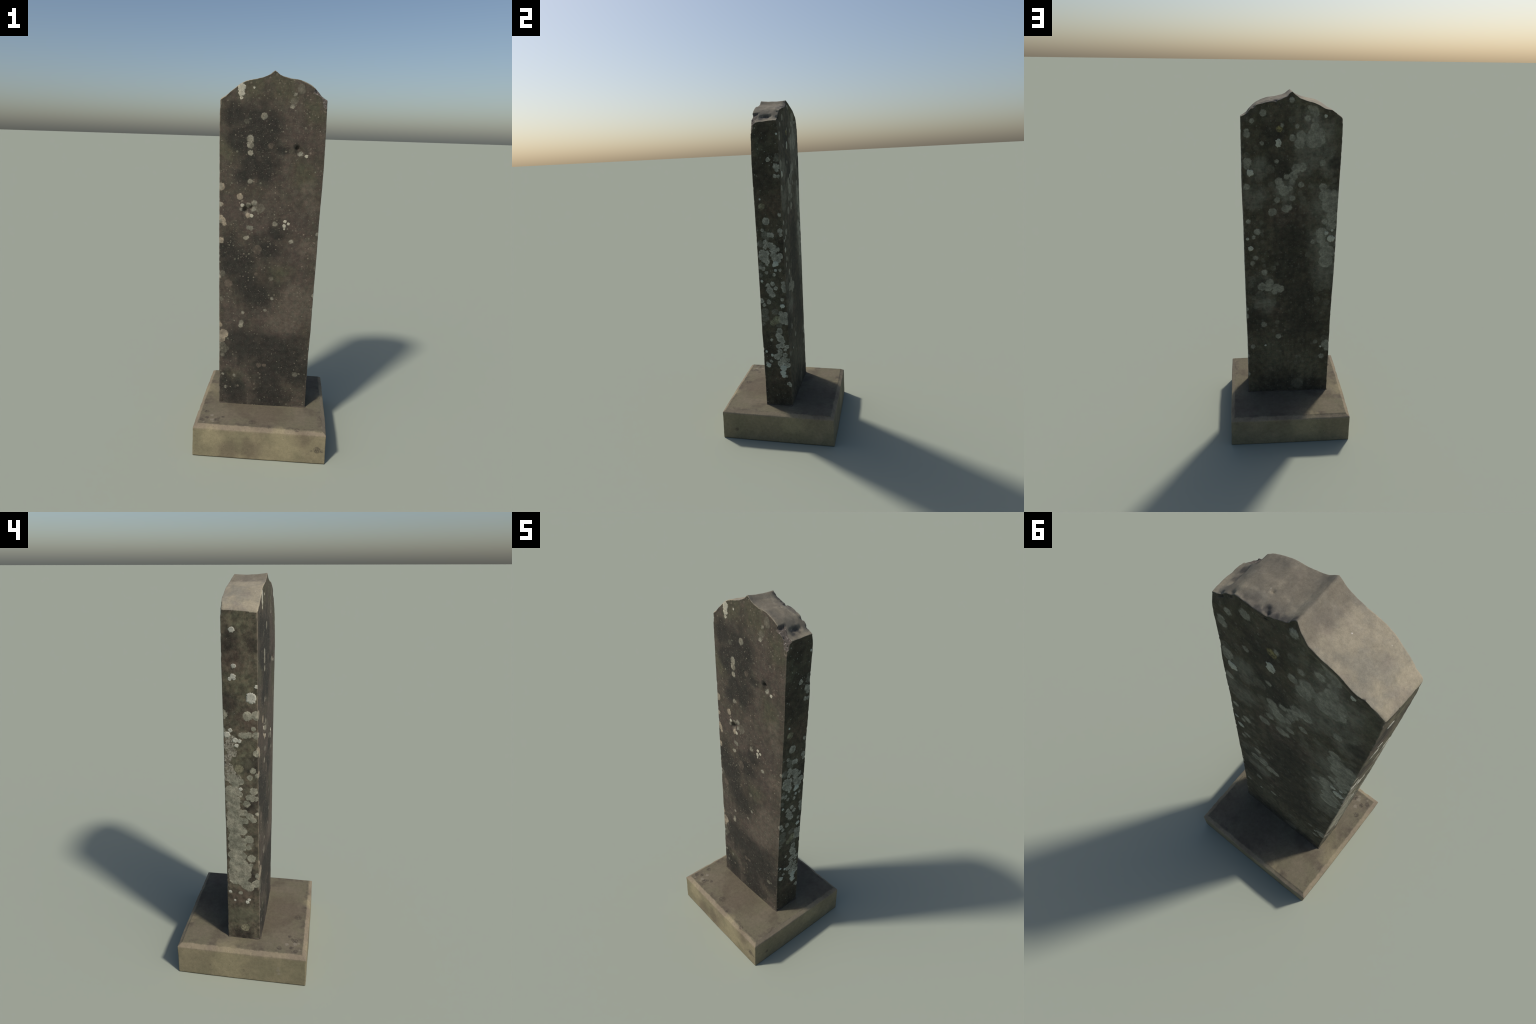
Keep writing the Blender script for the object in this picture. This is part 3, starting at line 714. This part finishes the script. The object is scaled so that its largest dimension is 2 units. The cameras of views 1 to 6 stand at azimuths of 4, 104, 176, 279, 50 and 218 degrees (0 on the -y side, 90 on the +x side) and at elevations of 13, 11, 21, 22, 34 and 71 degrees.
def cap_material():
    """The weathered top: bare, washed, pinkish buff stone."""
    g = Nodes("washed_buff_sandstone")
    fine = g.grain(380, 2, 0.6)
    mid = g.grain(45, 5, 0.62)
    slow = g.grain(14, 3, 0.6)
    col = g.mix(g.step(slow, 0.38, 0.66), CAP["buff"], CAP["grey"])
    col = g.mix(g.math("MULTIPLY", g.step(g.grain(11, 3, 0.6, at=g.vec("ADD", g.place, (4, 2, 7))), 0.5, 0.72), 0.55), col, CAP["mauve"])
    col = g.mix(g.math("MULTIPLY", g.step(mid, 0.55, 0.78), 0.5), col, CAP["soot"])
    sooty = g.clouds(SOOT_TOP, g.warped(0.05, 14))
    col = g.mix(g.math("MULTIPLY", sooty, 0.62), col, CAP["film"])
    shade = g.clouds(DARK_TOP, g.warped(0.02, 40))
    col = g.mix(g.math("MULTIPLY", shade, 0.8), col, CAP["pit"])
    col = g.mix(0.55, col, g.mix(mid, (0.55, 0.55, 0.55), (1.45, 1.45, 1.45)), "MULTIPLY")
    col = g.mix(0.6, col, g.mix(g.grain(130, 4, 0.65), (0.55, 0.55, 0.55), (1.45, 1.45, 1.45)), "MULTIPLY")
    col = g.mix(0.5, col, g.mix(fine, (0.6, 0.6, 0.6), (1.4, 1.4, 1.4)), "MULTIPLY")
    v = g.cells(75, g.warped(0.004, 150))
    rnd = g.t.nodes.new("ShaderNodeSeparateColor")
    g.put(rnd.inputs[0], v.outputs["Color"])
    dot = g.step(g.math("SUBTRACT", g.math("MULTIPLY", g.step(rnd.outputs[0], 0.94, 1.1), 0.5), v.outputs["Distance"]), -0.02, 0.05)
    col = g.mix(dot, col, (0.52, 0.47, 0.40))
    return g.finish(col, 0.9, g.math("MULTIPLY_ADD", mid, 0.7, g.math("MULTIPLY", fine, 0.3)), 0.0015, 0.6)


# darker mottling, heaviest on the right slope and along the ridge
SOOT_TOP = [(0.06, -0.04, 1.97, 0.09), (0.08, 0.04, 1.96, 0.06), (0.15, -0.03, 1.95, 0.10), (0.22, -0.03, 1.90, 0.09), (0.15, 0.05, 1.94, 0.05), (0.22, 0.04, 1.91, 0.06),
            (-0.02, 0.00, 1.985, 0.06), (-0.02, 0.06, 1.98, 0.05), (-0.02, -0.06, 1.98, 0.05)]


def broken_material():
    g = Nodes("broken_sandstone")
    mid = g.grain(90, 4, 0.65)
    col = g.mix(mid, (0.075, 0.060, 0.050), (0.165, 0.140, 0.115))
    col = g.mix(g.step(g.grain(140, 3, 0.6), 0.60, 0.66), col, (0.42, 0.37, 0.33))
    col = g.mix(g.step(g.grain(55, 3, 0.6), 0.60, 0.70), col, (0.040, 0.036, 0.034))
    return g.finish(col, 0.95, mid, 0.003, 0.8)


DARK_TOP = [(0.088, 0.056, 1.948, 0.020), (0.035, 0.064, 1.966, 0.022), (0.060, 0.066, 1.955, 0.018), (0.015, 0.066, 1.985, 0.018),
            (0.110, 0.068, 1.945, 0.016), (0.232, -0.002, 1.893, 0.024), (0.212, -0.056, 1.913, 0.014), (0.250, -0.070, 1.860, 0.020),
            (-0.200, 0.078, 1.907, 0.004), (0.244, -0.03, 1.885, 0.016)]


def plinth_material():
    g = Nodes("mottled_buff_sandstone")
    fine = g.grain(420, 2, 0.6)
    mid = g.grain(60, 4, 0.6)
    slow = g.grain(8, 3, 0.6)
    other = g.grain(5.5, 3, 0.6, at=g.vec("ADD", g.place, (7, 3, 1)))
    side = plinth_side(g)
    upper = g.mix(g.step(slow, 0.35, 0.66), PLINTH["top_a"], PLINTH["top_b"])
    upper = g.mix(g.math("MULTIPLY", g.step(other, 0.48, 0.68), 0.8), upper, PLINTH["top_dark"])
    lower = g.mix(g.step(slow, 0.36, 0.62), PLINTH["side_a"], PLINTH["side_b"])
    lower = g.mix(g.math("MULTIPLY", g.step(other, 0.46, 0.66), 0.75), lower, PLINTH["side_green"])
    col = g.mix(side, upper, lower)
    # washed, pinkish arris along the chamfer
    e = g.t.nodes.new("ShaderNodeSeparateXYZ")
    g.put(e.inputs[0], g.place)
    ex = g.math("ABSOLUTE", e.outputs[0])
    ey = g.math("ABSOLUTE", e.outputs[1])
    edge = g.math("MAXIMUM", ex, g.math("ADD", ey, 0.012))
    wob = g.math("ADD", edge, g.math("MULTIPLY_ADD", g.grain(30, 3), 0.014, -0.007))
    arris = g.math("MULTIPLY", g.step(wob, 0.330, 0.337), g.step(e.outputs[2], 0.150, 0.164))
    col = g.mix(g.math("MULTIPLY", arris, 0.75), col, g.mix(g.step(slow, 0.4, 0.6), PLINTH["arris_a"], PLINTH["arris_b"]))
    # grime gathered inside the chamfer's upper line, and where the slab stands
    inner = g.math("MULTIPLY", g.step(wob, 0.285, 0.326), g.step(wob, 0.334, 0.326))
    grime = g.math("MULTIPLY", inner, g.step(g.grain(16, 4, 0.65), 0.45, 0.65))
    grime = g.math("MULTIPLY", grime, g.step(e.outputs[2], 0.16, 0.172))
    col = g.mix(g.math("MULTIPLY", grime, 0.55), col, PLINTH["grime"])
    at = g.warped(0.012, 70)
    marks = g.step(g.spots(PLINTH_MARKS, at), -0.004, 0.004)
    marks = g.math("MULTIPLY", marks, g.step(g.grain(110, 3, 0.7), 0.40, 0.58, 0.2, 0.8))
    col = g.mix(marks, col, PLINTH["grime"])
    col = g.mix(g.math("MULTIPLY", g.step(g.spots(PLINTH_PALE, at), -0.003, 0.003), 0.55), col, PLINTH["pale"])
    col = g.mix(g.math("MULTIPLY", g.clouds(PLINTH_STAIN, g.warped(0.06, 12)), 0.5), col, PLINTH["stain"])
    col = g.mix(g.math("MULTIPLY", g.clouds(PLINTH_GOLD, g.warped(0.06, 12)), 0.6), col, PLINTH["gold"])
    specks = g.step(g.grain(170, 2, 0.5), 0.66, 0.73)
    col = g.mix(g.math("MULTIPLY", specks, 0.5), col, PLINTH["grime"])
    col = g.mix(0.6, col, g.mix(mid, (0.62, 0.62, 0.62), (1.38, 1.38, 1.38)), "MULTIPLY")
    col = g.mix(0.45, col, g.mix(g.grain(150, 4, 0.65), (0.6, 0.6, 0.6), (1.4, 1.4, 1.4)), "MULTIPLY")
    col = g.mix(0.5, col, g.mix(fine, (0.6, 0.6, 0.6), (1.4, 1.4, 1.4)), "MULTIPLY")
    return g.finish(col, 0.92, g.math("MULTIPLY_ADD", mid, 0.7, g.math("MULTIPLY", fine, 0.3)), 0.0015, 0.5)


def plinth_side(g):
    """1 on the plinth's upright sides (greener, algae-tinged), 0 on its washed top."""
    n = g.t.nodes.new("ShaderNodeSeparateXYZ")
    g.put(n.inputs[0], g.place)
    return g.step(g.math("ADD", n.outputs[2], g.math("MULTIPLY_ADD", g.grain(25, 3), 0.012, -0.006)), 0.170, 0.158)


PLINTH_MARKS = [(-0.234, -0.276, 0.179, 0.015), (-0.226, -0.262, 0.179, 0.010), (-0.039, -0.278, 0.179, 0.021), (-0.204, -0.245, 0.179, 0.010),
                (0.311, -0.340, 0.080, 0.019), (0.280, -0.340, 0.072, 0.007), (0.335, -0.340, 0.075, 0.010), (0.05, -0.312, 0.176, 0.012),
                (0.20, -0.318, 0.176, 0.014), (-0.29, -0.26, 0.179, 0.012), (-0.30, -0.20, 0.179, 0.014), (-0.312, -0.285, 0.176, 0.012),
                (0.352, -0.25, 0.06, 0.010), (-0.352, -0.02, 0.06, 0.006), (-0.352, 0.16, 0.07, 0.005)]
PLINTH_PALE = [(-0.258, -0.279, 0.179, 0.011), (-0.252, -0.296, 0.176, 0.008), (-0.268, -0.235, 0.179, 0.010), (-0.30, -0.305, 0.173, 0.008),
               (-0.352, -0.20, 0.08, 0.009), (-0.352, -0.205, 0.06, 0.008), (-0.352, -0.20, 0.10, 0.006)]
PLINTH_STAIN = [(0.02, -0.19, 0.18, 0.16), (-0.10, -0.14, 0.18, 0.12), (0.10, 0.20, 0.18, 0.18), (0.25, 0.22, 0.18, 0.14), (-0.05, -0.34, 0.05, 0.08),
                (0.22, -0.34, 0.14, 0.06), (-0.16, -0.34, 0.04, 0.08)]
PLINTH_GOLD = [(0.13, -0.34, 0.08, 0.11), (-0.25, -0.34, 0.12, 0.07), (-0.352, 0.05, 0.10, 0.12), (0.352, 0.10, 0.12, 0.08), (-0.10, 0.341, 0.10, 0.10),
               (0.10, -0.34, 0.155, 0.06)]


def crust_material(face):
    g = Nodes("lichen_crust_" + face)
    c = TONES[face]
    a, b = c["bright"]
    mottle = g.grain(240, 3, 0.65)
    col = g.mix(g.step(g.grain(30, 2), 0.35, 0.65), a, b)
    col = g.mix(0.7, col, g.mix(mottle, (0.55, 0.55, 0.55), (1.45, 1.45, 1.42)), "MULTIPLY")
    col = g.mix(0.55, col, g.mix(g.grain(95, 3, 0.7), (0.5, 0.5, 0.5), (1.5, 1.5, 1.48)), "MULTIPLY")
    col = g.mix(g.step(g.grain(130, 3, 0.6), 0.58, 0.70, 0.0, 0.65), col, c["ground"])
    return g.finish(col, 0.95, mottle, 0.001, 0.5)


# ------------------------------------------------------------------ build
stone = bpy.data.objects.new("gravestone", None)
stone.empty_display_size = 0.2
bpy.context.scene.collection.objects.link(stone)
stone["label"] = "weathered lichen-spotted sandstone grave marker with pointed ogee top on a plinth"
stone["category"] = "gravestone"

# --- slab
EDGE = (0, 0.0008, 0.0018, 0.003, 0.0045, 0.0065, 0.009)
xs = ticks(HX, 0.0040, EDGE)
ys = ticks(HY, 0.0040, EDGE)
zs = np.concatenate([np.linspace(0, TALL - 0.22, 290)[:-1], np.linspace(TALL - 0.22, TALL - 0.009, 62), TALL - np.array(EDGE[:-1])[::-1]])
pts, quads, side = shell(xs, ys, zs)
wear = np.array([0.0035 + 0.0022 * fbm(p, 9, 2) + 0.0016 * fbm(p, 40, 2) for p in pts])
wear = np.clip(wear, 0.0012, 0.0085)
wear *= np.where((pts[:, 2] > TALL - 0.02), 0.8, 1.0)
wear = np.where((pts[:, 2] > TALL - 0.03) & (pts[:, 0] < -HX + 0.03), 0.0100, wear)      # the left shoulder is worn round
box = rounded(pts, np.array([-HX, -HY, -0.05]), np.array([HX, HY, TALL]), wear)
form = slab_point(box[:, 0] / HX, box[:, 1] / HY, np.clip(box[:, 2] / TALL, 0, 1))
is_top = pts[:, 2] > TALL - 0.012
form, broken = weather(form, is_top)
# the top's washed stone laps a little over the rim on to the upright faces
centre = pts[quads].mean(axis=1)
lap = np.array([0.0030 + 0.0035 * fbm(p, 22, 3) for p in centre])
slot = np.array([0, 1, 2, 3, 4, 4])[side]
slot = np.where((side == 2) & (centre[:, 2] > TALL - 0.004 - np.clip(lap, 0, 1)), 4, slot)
slot = np.where((side < 2) & (centre[:, 2] > TALL - np.where(side == 0, np.clip(lap, 0, 1), 0.0)), 4, slot)
# the broken corner shows dark, freshly weathered stone
hurt = broken[quads].mean(axis=1) > 0.0012
slot = np.where(hurt & (form[quads].mean(axis=1)[:, 0] > 0), 5, slot)
slab = mesh_object("slab", form, quads,
                   [stone_material("front"), stone_material("back"), stone_material("left"), stone_material("right"), cap_material(), broken_material()], slot, stone)

# --- plinth
PX, PY = 0.353, 0.341
CH_W, CH_H = 0.023, 0.0165
px = ticks(PX, 0.006, (0, 0.001, 0.0025, 0.0045, 0.007, 0.010, 0.014, 0.018, 0.021, 0.023, 0.025, 0.028, 0.033))
py = ticks(PY, 0.006, (0, 0.001, 0.0025, 0.0045, 0.007, 0.010, 0.014, 0.018, 0.021, 0.023, 0.025, 0.028, 0.033))
pz = np.concatenate([np.linspace(0, PLINTH_TOP - 0.012, 34), PLINTH_TOP - np.array((0.008, 0.005, 0.003, 0.0015, 0.0))])
p, q, s = shell(px, py, pz)
r = np.clip(np.array([0.0045 + 0.002 * fbm(v, 14, 3) for v in p]), 0.0015, 0.008)
rb = rounded(p, np.array([-PX, -PY, -0.05]), np.array([PX, PY, PLINTH_TOP]), r * np.where(p[:, 2] > PLINTH_TOP - 0.02, 0.7, 1.0))
inset = np.minimum(PX - np.abs(rb[:, 0]), PY - np.abs(rb[:, 1]))
worn = np.array([fbm(v, 11, 3) for v in p])
width = CH_W + 0.0025 * worn
t = np.clip((width - inset) / width, 0, None)
t = np.sqrt(t * t + 0.004) - 0.0 + 0.5 * (t - np.sqrt(t * t + 0.02)) * 0.2
drop = np.clip(t - 0.05, 0, 1) * (CH_H + 0.001 * worn)
up = smooth(0.05, 1.0, rb[:, 2] / PLINTH_TOP)
rb[:, 2] -= drop * up
# the block is very slightly out of square
cx, cy = rb[:, 0] / PX, rb[:, 1] / PY
w, v = (cx + 1) / 2, (cy + 1) / 2
corner = {"fl": (-0.3540, -0.3442), "fr": (0.3550, -0.3366), "br": (0.3528, 0.3424), "bl": (-0.3540, 0.3368)}
for axis in (0, 1):
    front = corner["fl"][axis] * (1 - w) + corner["fr"][axis] * w
    back = corner["bl"][axis] * (1 - w) + corner["br"][axis] * w
    rb[:, axis] = front * (1 - v) + back * v
# its sides are very slightly full
rb[:, 0] += cx * np.clip(1 - cy * cy, 0, 1) * 0.0022
rb[:, 1] += cy * np.clip(1 - cx * cx, 0, 1) * 0.0022
taper = 1 - 0.005 * np.clip(rb[:, 2] / PLINTH_TOP, 0, 1)
rb[:, 0] *= taper
rb[:, 1] *= taper
lump = np.array([(fbm(k, 7, 2), fbm((k[0] + 3, k[1], k[2]), 45, 3)) for k in p])
sgn = np.zeros_like(rb)
sgn[np.abs(p[:, 0]) > PX - 0.006, 0] = np.sign(p[np.abs(p[:, 0]) > PX - 0.006, 0])
sgn[np.abs(p[:, 1]) > PY - 0.006, 1] = np.sign(p[np.abs(p[:, 1]) > PY - 0.006, 1])
sgn[p[:, 2] > PLINTH_TOP - 0.004, 2] = 1
rb += sgn * (lump[:, :1] * 0.0012 + lump[:, 1:] * 0.0004)
nick = random.Random(5)
for _ in range(22):
    ang = nick.choice(((1, 0), (-1, 0), (0, 1), (0, -1)))
    run = nick.uniform(-0.34, 0.34)
    at = np.array((ang[0] * 0.352 + (ang[0] == 0) * run, ang[1] * 0.341 + (ang[1] == 0) * run, PLINTH_TOP - CH_H))
    rad, deep = nick.uniform(0.006, 0.014), nick.uniform(0.0010, 0.0028)
    d = np.linalg.norm(rb - at, axis=1) / rad
    rb -= (np.exp(-(d ** 4)) * deep)[:, None] * np.array((ang[0], ang[1], 0.9)) / 1.35
rb[:, 2] = np.where(p[:, 2] == 0, 0.0, rb[:, 2])
plinth = mesh_object("plinth", rb, q, [plinth_material()], np.zeros(len(q)), stone)

# --- ragged mortar squeezed out under the slab
g = Nodes("old_mortar")
m = g.grain(90, 4, 0.6)
mortar_mat = g.finish(g.mix(m, MORTAR[0], MORTAR[1]), 0.95, m, 0.001, 0.6)
foot = [(-0.2470, -0.0910), (0.2438, -0.0822), (0.2430, 0.0785), (-0.2480, 0.0812)]
ring, steps = [], 0
for i in range(4):
    a, b = Vector(foot[i]), Vector(foot[(i + 1) % 4])
    n = 110 if i % 2 == 0 else 36
    for k in range(n):
        ring.append(a.lerp(b, k / n))
centre2 = Vector((0, 0))
mp = []
SEC = 8
for c2 in ring:
    thick = 0.0032 + 0.0032 * max(0, fbm((c2.x, c2.y, 2.0), 30, 3) + 0.25)
    d = Vector((c2.x / 0.25, c2.y / 0.085))
    outw = Vector((math.copysign(1, c2.x), 0)) if abs(d.x) > abs(d.y) else Vector((0, math.copysign(1, c2.y)))
    for j in range(SEC):
        th = 2 * math.pi * j / SEC
        o = c2 + outw * (thick * math.cos(th))
        mp.append((o.x, o.y, PLINTH_TOP + 0.0005 + thick * 0.9 * math.sin(th)))
nq = []
R = len(ring)
for i in range(R):
    for j in range(SEC):
        nq.append((i * SEC + j, i * SEC + (j + 1) % SEC, ((i + 1) % R) * SEC + (j + 1) % SEC, ((i + 1) % R) * SEC + j))
mesh_object("mortar_joint", np.array(mp), np.array(nq), [mortar_mat], np.zeros(len(nq)), stone)

# --- raised crusts of lichen
skin = BVHTree.FromPolygons([Vector(v) for v in form], quads.tolist())
for face, table in FACES.items():
    mat = crust_material(face)
    for u, z, radius in table.get("bright", []):
        at, normal = on_face(face, u, z)
        across = Vector((-normal.y, normal.x, 0))
        spin = random.uniform(0, 10)
        rings, arms = 6, 72
        verts = [at + normal * 0.0007]
        for i in range(1, rings + 1):
            f = i / rings
            for k in range(arms):
                th = 2 * math.pi * k / arms
                d = Vector((math.cos(th), math.sin(th), 0))
                lobe = 0.97 + 0.26 * noise.noise(d * 1.5 + Vector((spin, 0, 0))) + 0.20 * noise.noise(d * 3.2 + Vector((spin, 3, 0))) + 0.05 * noise.noise(d * 9.0 + Vector((spin, 6, 0)))
                rr = radius * 1.04 * lobe * f
                rise = 0.0007 + 0.0003 * noise.noise(Vector((d.x * f * 4, d.y * f * 4, spin))) - (0.0002 if f < 0.5 else 0)
                if i == rings:
                    rise = -0.003
                elif i == rings - 1:
                    rr = radius * 1.04 * lobe * 0.97
                    rise = 0.0004
                verts.append(at + across * (rr * d.x) + Vector((0, 0, rr * d.y)) + normal * rise)
        # lay the crust on the worn stone, whatever its dents
        laid = []
        for i, v in enumerate(verts):
            rise = (v - at).dot(normal)
            flat = v - normal * rise
            for pull in range(12):      # a crust ends where the face ends: draw its rim in
                q = at + (flat - at) * (1 - pull / 12)
                hit, way, _, _ = skin.ray_cast(q + normal * 0.03, -normal, 0.06)
                if hit is not None and way.dot(normal) > 0.80:
                    break
            laid.append((hit if hit is not None else q) + normal * rise)
        verts = laid
        faces = [(0, 1 + k, 1 + (k + 1) % arms) for k in range(arms)]
        for i in range(rings - 1):
            a0, b0 = 1 + i * arms, 1 + (i + 1) * arms
            faces += [(a0 + k, b0 + k, b0 + (k + 1) % arms, a0 + (k + 1) % arms) for k in range(arms)]
        me = bpy.data.meshes.new("lichen_crust")
        me.from_pydata(verts, [], faces)
        me.materials.append(mat)
        me.polygons.foreach_set("use_smooth", [True] * len(faces))
        me.update()
        ob = bpy.data.objects.new("lichen_crust", me)
        bpy.context.scene.collection.objects.link(ob)
        ob.parent = slab
